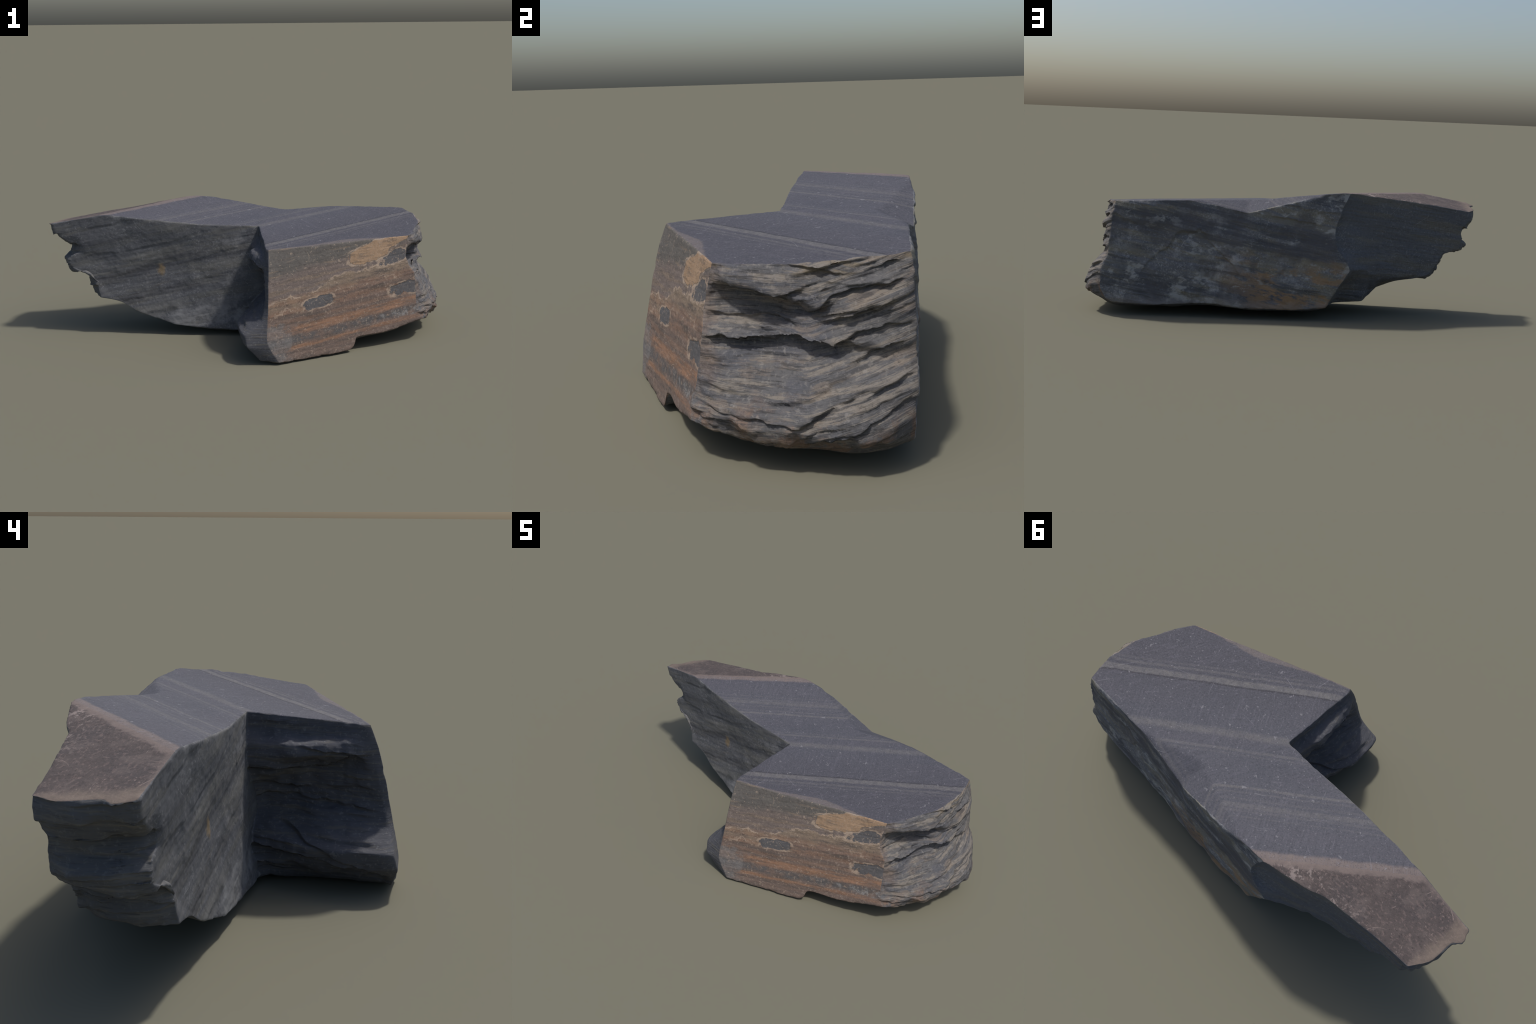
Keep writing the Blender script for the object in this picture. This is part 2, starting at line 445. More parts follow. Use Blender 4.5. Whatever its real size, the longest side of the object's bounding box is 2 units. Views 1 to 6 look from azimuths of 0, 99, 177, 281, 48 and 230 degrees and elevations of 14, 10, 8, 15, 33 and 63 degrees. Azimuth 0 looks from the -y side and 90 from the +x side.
# -------------------------------------------------------------- materials
class Tree:
    def __init__(self, name):
        self.mat = bpy.data.materials.new(name)
        self.mat.use_nodes = True
        self.t = self.mat.node_tree
        self.t.nodes.clear()
        self.obj = self.new("ShaderNodeTexCoord").outputs["Object"]
        s = self.new("ShaderNodeSeparateXYZ")
        self.link(self.obj, s.inputs[0])
        self.x, self.y, self.z = s.outputs
        self.ridge = self.add(self.mul(self.add(self.x, .697), -.691), self.mul(self.sub(self.y, .007), .723))
        self.w = self.add(self.z, self.add(self.mul(self.x, -.19), self.mul(self.y, .187)))

    def new(self, kind, **kw):
        n = self.t.nodes.new(kind)
        for k, v in kw.items():
            setattr(n, k, v)
        return n

    def link(self, a, b):
        self.t.links.new(a, b)

    def put(self, sock, val):
        if isinstance(val, bpy.types.NodeSocket):
            self.link(val, sock)
        else:
            sock.default_value = val

    def math(self, op, a, b=0.0, c=0.0, clamp=False):
        n = self.new("ShaderNodeMath", operation=op, use_clamp=clamp)
        for i, q in enumerate((a, b, c)):
            self.put(n.inputs[i], q)
        return n.outputs[0]

    def add(self, a, b):
        return self.math("ADD", a, b)

    def sub(self, a, b):
        return self.math("SUBTRACT", a, b)

    def mul(self, a, b):
        return self.math("MULTIPLY", a, b)

    def band(self, a, lo, hi, out0=0.0, out1=1.0):
        n = self.new("ShaderNodeMapRange", interpolation_type="SMOOTHSTEP")
        self.put(n.inputs[0], a)
        for i, q in enumerate((lo, hi, out0, out1)):
            self.put(n.inputs[i + 1], q)
        return n.outputs[0]

    def vec(self, x, y, z):
        n = self.new("ShaderNodeCombineXYZ")
        for i, q in enumerate((x, y, z)):
            self.put(n.inputs[i], q)
        return n.outputs[0]

    def noise(self, vector, scale, detail=4.0, rough=.55, distort=0.0):
        n = self.new("ShaderNodeTexNoise")
        self.link(vector, n.inputs["Vector"])
        n.inputs["Scale"].default_value = scale
        n.inputs["Detail"].default_value = detail
        n.inputs["Roughness"].default_value = rough
        n.inputs["Distortion"].default_value = distort
        return n.outputs["Fac"]

    def mix(self, fac, a, b, mode="MIX"):
        n = self.new("ShaderNodeMix", data_type="RGBA", blend_type=mode)
        self.put(n.inputs[0], fac)
        for i, q in ((6, a), (7, b)):
            self.put(n.inputs[i], (*q, 1) if isinstance(q, tuple) else q)
        return n.outputs[2]

    def shift(self, v):
        n = self.new("ShaderNodeVectorMath", operation="ADD")
        self.link(self.obj, n.inputs[0])
        n.inputs[1].default_value = v
        return n.outputs[0]

    def layered(self, spread=3.0, across=60.0):
        """Coordinates stretched along the bedding, for streaks."""
        return self.vec(self.mul(self.x, spread), self.mul(self.y, spread), self.mul(self.w, across))

    def stripe(self, at, width, soft, wobble=.0):
        w = self.w
        if wobble:
            w = self.add(w, self.mul(self.sub(self.noise(self.obj, 14, 3), .5), wobble))
        d = self.math("ABSOLUTE", self.sub(w, at))
        return self.band(d, width + soft, width, 0, 1)

    def specks(self, scale, lo, hi, seed):
        return self.band(self.noise(self.shift((seed, seed * 1.7, seed * .6)), scale, 2, .6), lo, hi)

    def scratches(self, scale, width, seed, density=.55, lines=1.0, bend=.3, patch=3.0):
        """Hairlines: level lines of a smooth noise, kept only in patches."""
        f = self.noise(self.shift((seed, -seed, seed * .3)), scale, 1.0, .35, bend)
        f = self.math("FRACT", self.mul(f, lines)) if lines != 1.0 else f
        line = self.band(self.math("ABSOLUTE", self.sub(f, .5)), width, width * .3, 0, 1)
        keep = self.band(self.noise(self.shift((seed * 3, 1, seed)), scale * patch, 3), density, density + .05)
        return self.mul(line, keep)

    def strokes(self, u, v, scale, length, width, seed, keep=.6, bow=.25):
        """One short bowed scratch of constant width per cell, at a random angle."""
        cell = self.new("ShaderNodeTexVoronoi", voronoi_dimensions="2D", feature="F1")
        cell.inputs["Scale"].default_value = 1.0
        p = self.vec(self.add(self.mul(u, scale), seed), self.add(self.mul(v, scale), seed * 1.7), 0.0)
        self.link(p, cell.inputs["Vector"])
        d = self.new("ShaderNodeVectorMath", operation="SUBTRACT")
        self.link(p, d.inputs[0])
        self.link(cell.outputs["Position"], d.inputs[1])
        c = self.new("ShaderNodeSeparateColor")
        self.link(cell.outputs["Color"], c.inputs[0])
        turn = self.new("ShaderNodeVectorRotate", rotation_type="Z_AXIS")
        self.link(d.outputs[0], turn.inputs["Vector"])
        self.link(self.mul(c.outputs[0], 6.283), turn.inputs["Angle"])
        q = self.new("ShaderNodeSeparateXYZ")
        self.link(turn.outputs[0], q.inputs[0])
        bend = self.mul(self.mul(q.outputs[0], q.outputs[0]), self.mul(self.sub(c.outputs[1], .5), bow * 8))
        across = self.math("ABSOLUTE", self.sub(q.outputs[1], bend))
        half = self.mul(self.add(.3, c.outputs[1]), length * scale * .7)
        ends = self.band(self.math("ABSOLUTE", q.outputs[0]), half, self.mul(half, .4))
        thin = self.band(across, width * scale, width * scale * .35)
        on = self.math("LESS_THAN", c.outputs[2], keep)
        return self.mul(self.mul(thin, ends), on)

    def finish(self, colour, height, strength, distance=.004, rough=.8, gloss=.22):
        b = self.new("ShaderNodeBump")
        b.inputs["Strength"].default_value = strength
        b.inputs["Distance"].default_value = distance
        self.link(height, b.inputs["Height"])
        s = self.new("ShaderNodeBsdfPrincipled")
        self.put(s.inputs["Base Color"], colour)
        self.put(s.inputs["Roughness"], rough)
        s.inputs["Specular IOR Level"].default_value = gloss
        self.link(b.outputs[0], s.inputs["Normal"])
        o = self.new("ShaderNodeOutputMaterial")
        self.link(s.outputs[0], o.inputs[0])
        return self.mat


def polished_material():
    t = Tree("sawn_slate")
    base = t.mix(t.noise(t.obj, 3.2, 5, .6), (.062, .065, .079), (.087, .086, .100))
    lay = t.noise(t.layered(1.2, 30), 1, 4)
    base = t.mix(t.mul(t.band(lay, .45, .75), .4), base, (.088, .082, .096))
    # the low beds crop out toward the thick end and are a little browner
    base = t.mix(t.mul(t.band(t.w, .56, .44), .35), base, (.054, .050, .058))
    pale = (.142, .136, .133)
    for at, width, soft, amount in ((.4575, .0036, .0035, .85), (.4435, .0008, .003, .45), (.436, .0008, .002, .25), (.549, .002, .008, .6),
                                    (.576, .0008, .003, .45), (.583, .0006, .002, .25), (.640, .0012, .003, .6), (.650, .0006, .002, .3),
                                    (.664, .0008, .003, .25), (.678, .003, .005, .5), (.688, .0008, .003, .3), (.700, .0006, .002, .25)):
        rag = t.band(t.noise(t.obj, 40, 4, .65), .28, .68, .35, 1)
        base = t.mix(t.mul(t.mul(t.stripe(at, width, soft, .0035), amount), rag), base, pale)
    base = t.mix(t.mul(t.stripe(.4640, .0006, .0018, .0035), .6), base, (.036, .035, .040))
    pink = t.band(t.add(t.ridge, t.mul(t.sub(t.noise(t.obj, 14, 4), .5), .02)), -.008, .010)
    pink = t.mul(t.mul(pink, t.band(t.x, -.1, -.2)), .9)
    base = t.mix(pink, base, t.mix(t.noise(t.obj, 45, 4, .65), (.135, .112, .106), (.205, .165, .150)))
    # worn bevel beside the rusty face, and dusty rim
    out = t.sub(t.mul(t.sub(t.x, .1), .395), t.mul(t.add(t.y, .371), .919))
    along = t.add(t.mul(t.sub(t.x, .1), .919), t.mul(t.add(t.y, .371), .395))
    hump = t.math("POWER", 2.718, t.mul(t.math("POWER", t.math("ABSOLUTE", t.mul(t.sub(along, .43), 6.25)), 2.0), -1))
    edge = t.add(t.add(out, t.add(.006, t.mul(hump, .034))), t.mul(t.sub(t.noise(t.obj, 26, 5, .65), .5), .02))
    worn = t.mul(t.band(edge, -.004, .006), .7)
    base = t.mix(worn, base, t.mix(t.noise(t.obj, 38, 5, .65), (.105, .100, .100), (.195, .155, .138)))
    # brushed saw marks, hairline scratches, nicks
    fan = t.vec(t.add(t.mul(t.x, 130), t.mul(t.y, 90)), t.add(t.mul(t.x, -7), t.mul(t.y, 9)), t.z)
    fan2 = t.vec(t.add(t.mul(t.x, 150), t.mul(t.y, -60)), t.add(t.mul(t.x, 5), t.mul(t.y, 12)), t.z)
    where = t.band(t.noise(t.shift((2, 5, 1)), 3.5, 3), .42, .62)
    marks = t.mix(where, t.noise(fan, 1, 3, .6), t.noise(fan2, 1, 3, .6))
    base = t.mix(t.mul(t.band(marks, .50, .74), .38), base, (.125, .120, .145))
    base = t.mix(t.mul(t.band(marks, .48, .26), .35), base, (.040, .040, .050))
    for scale, length, width, seed, keep, amt in ((3.4, .10, .0012, 3.1, .75, .70), (5.0, .070, .0009, 8.3, .65, .55), (9, .034, .0009, 1.9, .5, .45),
                                                  (15, .010, .0011, 4.4, .25, .55), (26, .005, .0013, 6.6, .25, .6), (48, .0028, .0014, 2.2, .25, .5)):
        base = t.mix(t.mul(t.strokes(t.x, t.y, scale, length, width, seed, keep), amt), base, (.205, .20, .225))
    base = t.mix(t.mul(t.specks(110, .65, .72, 2.0), .5), base, (.20, .195, .215))
    base = t.mix(t.mul(t.specks(42, .68, .72, 6.0), .55), base, (.22, .215, .23))
    grain = t.noise(t.obj, 150, 3, .7)
    base = t.mix(t.mul(t.band(grain, .52, .64), .30), base, (.125, .120, .138))
    base = t.mix(t.mul(t.band(grain, .47, .36), .40), base, (.036, .036, .044))
    return t.finish(base, t.add(t.noise(t.obj, 160, 4, .65), t.mul(marks, .6)), .3, .002, .8, .18)


def brown_material():
    t = Tree("brown_cleavage")
    pos = t.vec(t.mul(t.x, 60), t.mul(t.y, 110), t.mul(t.z, 60))
    base = t.mix(t.noise(t.obj, 9, 6, .7), (.064, .054, .053), (.110, .091, .086))
    base = t.mix(t.mul(t.band(t.noise(t.shift((3, 1, 4)), 5, 4), .48, .64), .5), base, (.072, .064, .066))
    base = t.mix(t.mul(t.band(t.noise(pos, 1, 5, .75), .52, .62), .60), base, (.185, .140, .128))
    base = t.mix(t.mul(t.band(t.noise(pos, 1.4, 4, .7), .46, .32), .5), base, (.030, .026, .027))
    for scale, length, width, seed, keep, amt in ((3.2, .14, .0020, 3.7, .85, .8), (5, .09, .0018, 5.5, .7, .7), (7, .05, .0018, 8.3, .6, .6), (13, .020, .0020, 1.9, .5, .6), (24, .008, .0022, 4.4, .5, .6)):
        mark = t.mul(t.strokes(t.x, t.y, scale, length, width, seed, keep, .5), t.band(t.noise(t.obj, 60, 3, .7), .40, .52))
        base = t.mix(t.mul(mark, amt), base, (.26, .205, .185))
    far = t.mul(t.band(t.y, .24, .36), t.band(t.noise(t.shift((4, 2, 6)), 34, 5, .7), .54, .62))
    base = t.mix(t.mul(far, .75), base, (.29, .24, .22))
    pink = t.mix(t.noise(t.obj, 45, 4, .65), (.140, .114, .107), (.215, .172, .155))
    cloud = t.band(t.noise(t.shift((7, 1, 3)), 11, 6, .72), .50, .62)
    base = t.mix(t.mul(cloud, .4), base, (.150, .122, .112))
    top = t.band(t.add(t.ridge, t.mul(t.sub(t.noise(t.obj, 26, 5, .68), .5), .06)), .060, .044)
    side = t.band(t.add(t.y, t.mul(t.sub(t.noise(t.obj, 15, 5, .65), .5), .05)), .040, .024)
    base = t.mix(t.mul(t.math("MAXIMUM", top, t.mul(side, .7)), .85), base, pink)
    lip = t.band(t.add(t.x, t.mul(t.sub(t.noise(t.obj, 14, 5, .65), .5), .10)), -.905, -.960)
    base = t.mix(t.mul(lip, .75), base, t.mix(t.noise(t.obj, 60, 4, .7), (.13, .105, .09), (.26, .205, .165)))
    return t.finish(base, t.noise(t.obj, 75, 6, .7), .6, .004, .85, .15)


def slate_base(t, dark, mid, olive, pale, streaky=.6, stain=.3, haze=.4):
    """Broken slate: bedding streaks, olive stains, chalky smears, pale nicks."""
    base = t.mix(t.noise(t.obj, 5.5, 6, .65), dark, mid)
    wide = t.noise(t.layered(2.2, 15), 1.0, 6, .65)
    base = t.mix(t.mul(t.band(wide, .47, .60), streaky), base, olive)
    base = t.mix(t.mul(t.band(t.noise(t.layered(5, 70), 1, 5, .65), .52, .66), .32), base, dark)
    base = t.mix(t.mul(t.band(t.noise(t.layered(7, 150), 1, 4, .7), .54, .70), .25), base, mid)
    rust = t.mul(t.band(t.noise(t.layered(3.2, 12), 1, 6, .65), .60, .70), stain)
    base = t.mix(rust, base, (.16, .105, .055))
    cloud = t.mul(t.band(t.noise(t.shift((4, 1, 7)), 7.0, 7, .72), .53, .70), haze)
    base = t.mix(cloud, base, pale)
    fleck = t.noise(t.shift((6, 6, 2)), 6, 4)
    grain = t.noise(t.obj, 110, 4, .7)
    base = t.mix(t.mul(t.mul(t.band(grain, .54, .63), t.band(fleck, .42, .60, .15, 1)), .45), base, pale)
    base = t.mix(t.mul(t.band(grain, .46, .37), .30), base, (.045, .046, .052))
    for scale, length, width, seed, keep, amt in ((4.0, .075, .0018, 3.3, .7, .6), (7, .040, .0016, 7.1, .7, .6), (14, .016, .0018, 1.2, .7, .65), (27, .007, .0018, 5.2, .55, .6)):
        mark = t.mul(t.strokes(t.x, t.z, scale, length, width, seed, keep, .3), t.band(t.noise(t.obj, 70, 3, .7), .38, .52, .2, 1))
        base = t.mix(t.mul(mark, amt), base, pale)
    return base


def slab_material():
    t = Tree("bedded_slate")
    base = slate_base(t, (.078, .080, .090), (.118, .120, .128), (.126, .118, .094), (.23, .23, .235), .40, .10, .5)
    beds = t.noise(t.layered(1.3, 9), 1, 5, .6)
    base = t.mix(t.mul(t.band(beds, .47, .42), .5), base, (.056, .057, .066))
    base = t.mix(t.mul(t.band(beds, .53, .60), .4), base, (.165, .160, .148))
    for at, width, soft, amount in ((.457, .003, .007, .6), (.47, .002, .005, .35), (.604, .002, .006, .25)):
        gap = t.band(t.noise(t.shift((at * 9, 0, 0)), 7, 4), .35, .6)
        base = t.mix(t.mul(t.mul(t.stripe(at, width, soft, .008), amount), gap), base, (.15, .145, .135))
    base = t.mix(t.mul(t.stripe(.437, .003, .008, .008), .5), base, (.042, .043, .05))
    # one ochre fleck and chalk low down
    dx = t.mul(t.add(t.x, .435), 38)
    dz = t.mul(t.sub(t.z, .337), 26)
    fleck = t.add(t.add(t.mul(dx, dx), t.mul(dz, dz)), t.mul(t.sub(t.noise(t.obj, 45, 5, .7), .5), 2.6))
    base = t.mix(t.mul(t.mul(t.band(fleck, 1.0, .1), t.band(t.y, .12, .08)), .55), base, (.23, .155, .065))
    chalk = t.mul(t.band(t.add(t.w, t.mul(t.noise(t.obj, 9, 5), .12)), .30, .22), t.band(t.noise(t.obj, 8, 6, .68), .42, .60))
    base = t.mix(t.mul(chalk, .7), base, (.225, .225, .23))
    return t.finish(base, t.add(t.noise(t.layered(6, 70), 1, 5, .6), t.mul(t.noise(t.obj, 60, 4, .65), .5)), .3, .004)


def long_material():
    t = Tree("stained_slate")
    base = slate_base(t, (.100, .104, .120), (.165, .167, .176), (.205, .185, .140), (.36, .36, .365), .8, .4, .75)
    base = t.mix(t.mul(t.stripe(.455, .005, .010, .012), .6), base, (.066, .070, .084))
    base = t.mix(t.mul(t.stripe(.41, .008, .016, .03), .5), base, (.185, .165, .118))
    beds = t.noise(t.layered(1.1, 10), 1, 6, .62)
    base = t.mix(t.mul(t.band(beds, .47, .42), .6), base, (.060, .063, .076))
    base = t.mix(t.mul(t.band(beds, .53, .60), .55), base, (.205, .190, .155))
    low = t.band(t.add(t.w, t.mul(t.sub(t.noise(t.obj, 6, 4), .5), .3)), .44, .28)
    right = t.band(t.add(t.x, t.mul(t.sub(t.noise(t.obj, 5, 3), .5), .35)), .40, .02)
    orange = t.mul(t.mul(low, right), t.band(t.noise(t.layered(4.5, 13), 1, 6, .68), .46, .54))
    base = t.mix(t.mul(orange, .8), base, t.mix(t.noise(t.obj, 24, 5, .65), (.215, .140, .085), (.36, .225, .105)))
    # chalky bruises, and big dark stains near the thick end
    bruise = t.band(t.noise(t.vec(t.mul(t.x, 9), t.y, t.mul(t.z, 15)), 1, 6, .66), .55, .64)
    base = t.mix(t.mul(bruise, .65), base, (.36, .36, .35))
    dark = t.mul(t.band(t.noise(t.shift((9, 3, 5)), 5, 4), .54, .62), .55)
    base = t.mix(dark, base, (.088, .084, .090))
    foot = t.band(t.add(t.z, t.mul(t.sub(t.noise(t.obj, 14, 5, .65), .5), .10)), .11, .07)
    base = t.mix(t.mul(foot, .42), base, (.225, .21, .21))
    return t.finish(base, t.add(t.noise(t.layered(11, 90), 1, 6, .7), t.noise(t.obj, 45, 6, .7)), .6, .005)


def scoop_material():
    t = Tree("fresh_slate")
    base = slate_base(t, (.088, .093, .110), (.125, .130, .142), (.150, .140, .116), (.23, .23, .24), .6, .08, .2)
    return t.finish(base, t.add(t.noise(t.layered(10, 150), 1, 6, .7), t.mul(t.noise(t.obj, 60, 5, .7), .6)), .7, .004)


def ragged_material():
    t = Tree("splintered_slate")
    rise = t.sub(t.z, t.mul(t.math("MAXIMUM", 0.0, t.sub(t.y, .2)), .32))
    level = t.vec(t.mul(t.x, 6), t.mul(t.y, 6), t.mul(rise, 75))
    base = t.mix(t.noise(t.obj, 6, 6, .65), (.072, .074, .084), (.122, .117, .114))
    base = t.mix(t.mul(t.band(t.noise(level, .8, 6, .7), .49, .58), .7), base, (.215, .188, .158))
    base = t.mix(t.mul(t.band(t.noise(t.shift((3, 9, 2)), 4.2, 5, .6), .53, .62), .6), base, (.078, .081, .096))
    stain = t.band(t.add(t.z, t.mul(t.sub(t.noise(t.obj, 10, 5), .5), .20)), .19, .11)
    stain = t.mul(stain, t.band(t.noise(t.shift((1, 4, 8)), 9, 6, .65), .46, .56))
    base = t.mix(t.mul(stain, .8), base, t.mix(t.noise(t.obj, 25, 5), (.135, .088, .064), (.215, .145, .105)))
    tan = t.band(t.noise(t.vec(t.mul(t.x, 5), t.mul(t.y, 5), t.mul(rise, 22)), 1, 6, .66), .55, .62)
    base = t.mix(t.mul(tan, .38), base, (.205, .158, .118))
    near = t.mul(t.band(t.add(t.y, t.mul(t.noise(t.obj, 16, 5), .08)), .02, -.04), t.band(t.noise(t.obj, 14, 5), .40, .60))
    base = t.mix(t.mul(near, .5), base, (.17, .125, .10))
    ochre = t.mul(t.band(t.z, .495, .52), t.band(t.noise(t.layered(4, 26), 1, 5, .65), .50, .60))
    base = t.mix(t.mul(ochre, .55), base, (.20, .155, .095))
    base = t.mix(t.mul(t.band(t.noise(level, 1.7, 5, .68), .52, .60), .65), base, (.045, .043, .044))  # near-black streaks painted in to deepen the shade of the crevices
    grain = t.noise(t.obj, 80, 4, .7)
    base = t.mix(t.mul(t.band(grain, .55, .65), .32), base, (.235, .22, .205))
    base = t.mix(t.mul(t.band(grain, .45, .36), .40), base, (.040, .040, .044))
    base = t.mix(t.mul(t.specks(34, .66, .73, 4.0), .45), base, (.23, .215, .20))
    return t.finish(base, t.noise(level, 2, 6, .7), .8, .006)


def broken_material(name, a, b, c):
    t = Tree(name)
    level = t.vec(t.mul(t.x, 6), t.mul(t.y, 6), t.mul(t.z, 70))
    base = t.mix(t.noise(t.obj, 7, 6, .65), a, b)
    base = t.mix(t.mul(t.band(t.noise(level, 1, 6, .68), .50, .64), .6), base, c)
    base = t.mix(t.mul(t.band(t.noise(level, 2.2, 4, .65), .54, .68), .5), base, (.045, .046, .054))
    grain = t.noise(t.obj, 80, 4, .7)
    base = t.mix(t.mul(t.band(grain, .55, .65), .4), base, (.18, .178, .175))
    base = t.mix(t.mul(t.specks(45, .66, .73, 4.0), .4), base, (.19, .19, .195))
    return t.finish(base, t.noise(level, 2, 6, .7), .8, .005)


def rust_material():
    t = Tree("rust_crust")
    a = t.add(t.mul(t.sub(t.x, .1), .916), t.mul(t.add(t.y, .37), .40))       # along the face
    rough = t.sub(t.noise(t.obj, 20, 5, .62), .5)
    rough2 = t.sub(t.noise(t.shift((5, 2, 3)), 12, 7, .70), .5)
    big = t.sub(t.noise(t.shift((3, 8, 5)), 9, 2, .5), .5)
    streaks = t.vec(t.mul(t.x, 4), t.mul(t.y, 4), t.mul(t.w, 40))
    fine = t.vec(t.mul(t.x, 16), t.mul(t.y, 16), t.mul(t.w, 120))

    def blob(ca, cz, ra, rz, tilt, rag, loose=1.7):
        da = t.sub(a, ca)
        dz = t.sub(t.sub(t.z, cz), t.mul(da, tilt))
        u = t.math("POWER", t.math("ABSOLUTE", t.mul(da, 1 / ra)), 3.0)
        v = t.math("POWER", t.math("ABSOLUTE", t.mul(dz, 1 / rz)), 2.6)
        return t.add(t.add(t.add(u, v), t.mul(rough, rag)), t.mul(big, loose))

    def rim(f, at, wide, amount):
        gap = t.band(t.noise(t.shift((2, 7, 1)), 26, 4, .65), .42, .54)
        return t.mul(t.mul(t.band(t.math("ABSOLUTE", t.sub(f, at)), wide, wide * .3), amount), gap)

    pale = t.mix(t.noise(t.obj, 60, 4, .7), (.27, .205, .155), (.40, .32, .25))
    slate = t.mix(t.noise(t.obj, 9, 6, .68), (.085, .081, .078), (.142, .130, .118))
    mauve = t.mix(t.noise(streaks, 1, 6, .65), (.122, .098, .092), (.190, .150, .132))
    tan = t.mix(t.noise(t.shift((1, 6, 2)), 10, 6, .68), (.150, .115, .090), (.250, .190, .140))
    brown = t.mix(t.noise(streaks, 1.2, 6, .65), (.108, .082, .075), (.190, .138, .110))
    # grey rind under the rim, then a mauve-brown belt, then the crust proper
    belt = t.band(t.add(t.sub(t.z, t.mul(a, .13)), t.mul(rough2, .09)), .425, .375)
    base = t.mix(t.mul(belt, .85), slate, mauve)
    base = t.mix(t.mul(t.band(t.noise(streaks, 1.1, 6, .66), .53, .62), .6), base, tan)
    # the ragged upper edge of the crust climbs to the right in steps
    line = t.sub(t.z, t.add(.285, t.mul(a, .135)))
    line = t.sub(line, t.mul(t.band(a, .22, .36), .030))
    line = t.add(line, t.add(t.mul(rough2, .10), t.mul(rough, .03)))
    crust = t.band(line, .003, -.003)
    lower = t.mix(t.band(t.add(line, t.mul(rough, .12)), -.015, -.075), tan, brown)
    lower = t.mix(t.mul(t.band(t.noise(t.layered(4, 20), 1.3, 6, .68), .50, .62), .75), lower, (.088, .074, .066))
    base = t.mix(crust, base, lower)
    orange = t.mix(t.noise(t.obj, 30, 4, .6), (.200, .110, .072), (.300, .175, .110))
    for at, width, soft, amt in ((.030, .010, .020, .9), (-.054, .004, .010, .8), (.125, .004, .022, .40), (.175, .008, .020, .35), (.075, .003, .012, .3)):
        s = t.mul(t.stripe(at, width, soft, .022), t.band(t.noise(streaks, 1.7, 5, .65), .34, .56, .15, 1))
        base = t.mix(t.mul(s, amt), base, orange)
    grey = t.mul(t.stripe(-.015, .010, .016, .03), t.band(t.noise(t.shift((7, 3, 1)), 11, 5, .65), .40, .54))
    base = t.mix(t.mul(grey, .85), base, (.090, .088, .090))
    chalky = t.mul(t.mul(t.stripe(-.018, .012, .016, .04), t.band(a, .42, .60)), t.band(t.noise(t.obj, 34, 6, .7), .50, .58))
    base = t.mix(t.mul(chalky, .7), base, (.215, .21, .205))
    edge = t.mul(t.band(t.math("ABSOLUTE", line), .0075, .002), t.band(t.noise(t.shift((2, 7, 1)), 16, 4, .6), .38, .50, .2, .95))
    base = t.mix(edge, base, pale)
    second = t.add(t.add(line, .055), t.mul(rough, .07))
    second = t.mul(t.band(t.math("ABSOLUTE", second), .006, .0015), t.band(t.noise(t.shift((4, 1, 9)), 9, 4, .6), .50, .58))
    base = t.mix(t.mul(second, .65), base, pale)
    # windows where the crust flaked off, and one plate of ochre
    holes = None
    for ca, cz, ra, rz, tilt, rag in ((.235, .260, .080, .026, .12, 3.6), (.735, .272, .098, .032, .07, 3.0), (.690, .432, .105, .028, .22, 4.5)):
        f = blob(ca, cz, ra, rz, tilt, rag)
        inner = t.band(f, 1.02, .94)
        base = t.mix(rim(f, 1.40, .55, .75), base, pale)
        base = t.mix(inner, base, t.mix(t.noise(t.obj, 40, 5, .7), (.070, .069, .075), (.122, .118, .120)))
        holes = inner if holes is None else t.math("MAXIMUM", holes, inner)
    taper = t.mul(t.band(a, .56, .76), 2.6)
    f = t.add(blob(.590, .470, .172, .043, .19, 2.2, .6), t.mul(taper, t.band(t.sub(t.z, t.mul(a, .19)), .372, .342)))
    plate = t.band(f, 1.02, .96)
    base = t.mix(rim(f, 1.25, .38, .9), base, pale)
    ochre = t.mix(t.noise(t.obj, 18, 6, .7), (.245, .162, .104), (.340, .240, .160))
    base = t.mix(plate, base, ochre)
    dusty = t.mul(t.band(t.add(a, t.add(t.mul(rough, .35), t.mul(big, .12))), .095, .005), t.band(t.add(t.z, t.mul(rough2, .3)), .20, .16))
    base = t.mix(t.mul(dusty, .7), base, t.mix(t.noise(t.obj, 75, 5, .75), (.075, .073, .076), (.24, .23, .225)))
    fleck = t.noise(t.shift((6, 6, 2)), 7, 4)
    grain = t.noise(t.obj, 105, 4, .7)
    base = t.mix(t.mul(t.mul(t.band(grain, .55, .63), t.band(fleck, .45, .58, .12, 1)), .48), base, (.30, .25, .21))
    base = t.mix(t.mul(t.mul(t.band(grain, .46, .38), t.band(fleck, .55, .42, .30, 1)), .5), base, (.060, .053, .051))
    base = t.mix(t.mul(t.band(t.noise(t.layered(9, 60), 1.3, 5, .7), .52, .60), .40), base, (.090, .080, .075))
    for scale, length, width, seed, keep, amt in ((7, .035, .0014, 3.3, .6, .5), (14, .016, .0016, 7.1, .7, .6), (26, .008, .0018, 1.2, .7, .6)):
        base = t.mix(t.mul(t.strokes(a, t.z, scale, length, width, seed, keep, .5), amt), base, pale)
    base = t.mix(t.mul(t.specks(48, .64, .71, 3.0), .5), base, pale)
    height = t.add(t.mul(t.noise(t.obj, 60, 6, .7), .6), t.mul(t.noise(streaks, 2, 5, .65), .4))
    height = t.sub(t.add(height, t.mul(plate, .7)), t.mul(holes, .8))
    height = t.add(height, t.mul(crust, .5))
    return t.finish(base, height, .8, .005, .85, .15)


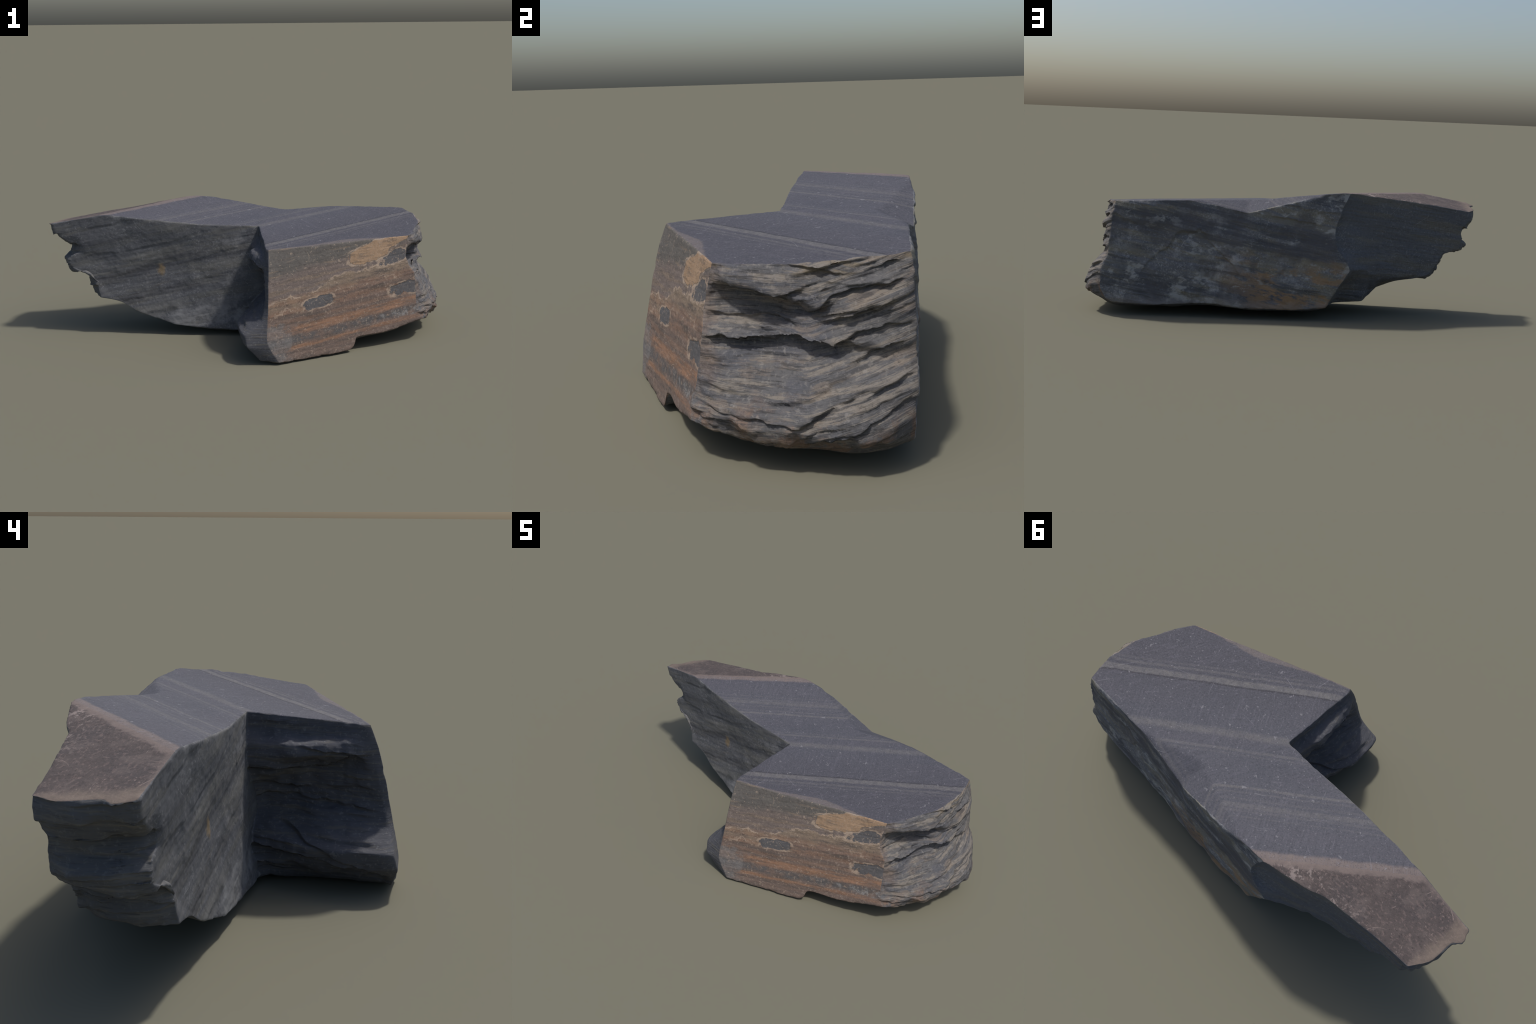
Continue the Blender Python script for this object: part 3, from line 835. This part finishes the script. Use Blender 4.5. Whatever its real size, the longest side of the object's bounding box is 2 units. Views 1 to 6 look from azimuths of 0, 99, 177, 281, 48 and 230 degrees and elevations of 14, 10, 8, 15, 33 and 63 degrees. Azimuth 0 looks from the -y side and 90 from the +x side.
MATERIALS = {
    "polished_face": polished_material, "brown_facet": brown_material, "slab_face": slab_material,
    "notch_face": lambda: broken_material("notch_slate", (.062, .064, .076), (.095, .095, .105), (.130, .118, .098)),
    "rust_face": rust_material, "ragged_face": ragged_material, "long_face": long_material, "scoop_face": scoop_material,
    "broken_face": lambda: broken_material("broken_slate", (.080, .082, .092), (.125, .124, .124), (.170, .154, .132)),
    "underside": lambda: broken_material("under_slate", (.075, .076, .084), (.11, .11, .115), (.14, .13, .11)),
}


# ------------------------------------------------------------------- main
def main():
    verts, faces, region = build_shell()
    names = [w[0] for w in WALLS] + ["polished_face", "brown_facet", "underside"]
    shell = Shell(verts, faces)
    for _ in range(3):                                    # round the arrises a little
        verts = verts * .5 + shell.average(verts) * .5
    masks = {}
    size = np.array([len(f) for f in faces])
    flat = np.concatenate([np.array(f) for f in faces])
    face_of = np.repeat(region, size)
    total = np.bincount(flat, minlength=len(verts)).astype(float)
    for k, name in enumerate(names):
        m = np.bincount(flat, (face_of == k).astype(float), len(verts)) / total
        for _ in range({"ragged_face": 7, "broken_face": 6, "notch_face": 22}.get(name, 3)):
            m = shell.average(m)
        masks[name] = m
    verts = relief(verts, shell, masks)
    verts = chip_edges(verts, shell)
    verts = verts * .75 + shell.average(verts) * .25
    verts[:, 2] -= verts[:, 2].min()
    normals = shell.normals(verts)

    stone = bpy.data.objects.new("slate_slab", None)
    stone["label"] = "broken L-shaped slab of banded slate, sawn top, rusty side"
    stone["category"] = "rock"
    bpy.context.scene.collection.objects.link(stone)
    start = np.concatenate([[0], np.cumsum(size)])
    for k, name in enumerate(names):
        ids = np.nonzero(region == k)[0]
        loops = np.concatenate([flat[start[i]:start[i + 1]] for i in ids])
        used, local = np.unique(loops, return_inverse=True)
        mesh = bpy.data.meshes.new(name)
        mesh.vertices.add(len(used))
        mesh.vertices.foreach_set("co", verts[used].ravel())
        mesh.loops.add(len(loops))
        mesh.loops.foreach_set("vertex_index", local.ravel())
        mesh.polygons.add(len(ids))
        mesh.polygons.foreach_set("loop_start", np.concatenate([[0], np.cumsum(size[ids])[:-1]]))
        mesh.update(calc_edges=True)
        mesh.validate()
        mesh.polygons.foreach_set("use_smooth", np.ones(len(mesh.polygons), bool))
        mesh.normals_split_custom_set_from_vertices(normals[used].tolist())
        mesh.materials.append(MATERIALS[name]())
        part = bpy.data.objects.new(name, mesh)
        part.parent = stone
        bpy.context.scene.collection.objects.link(part)


main()
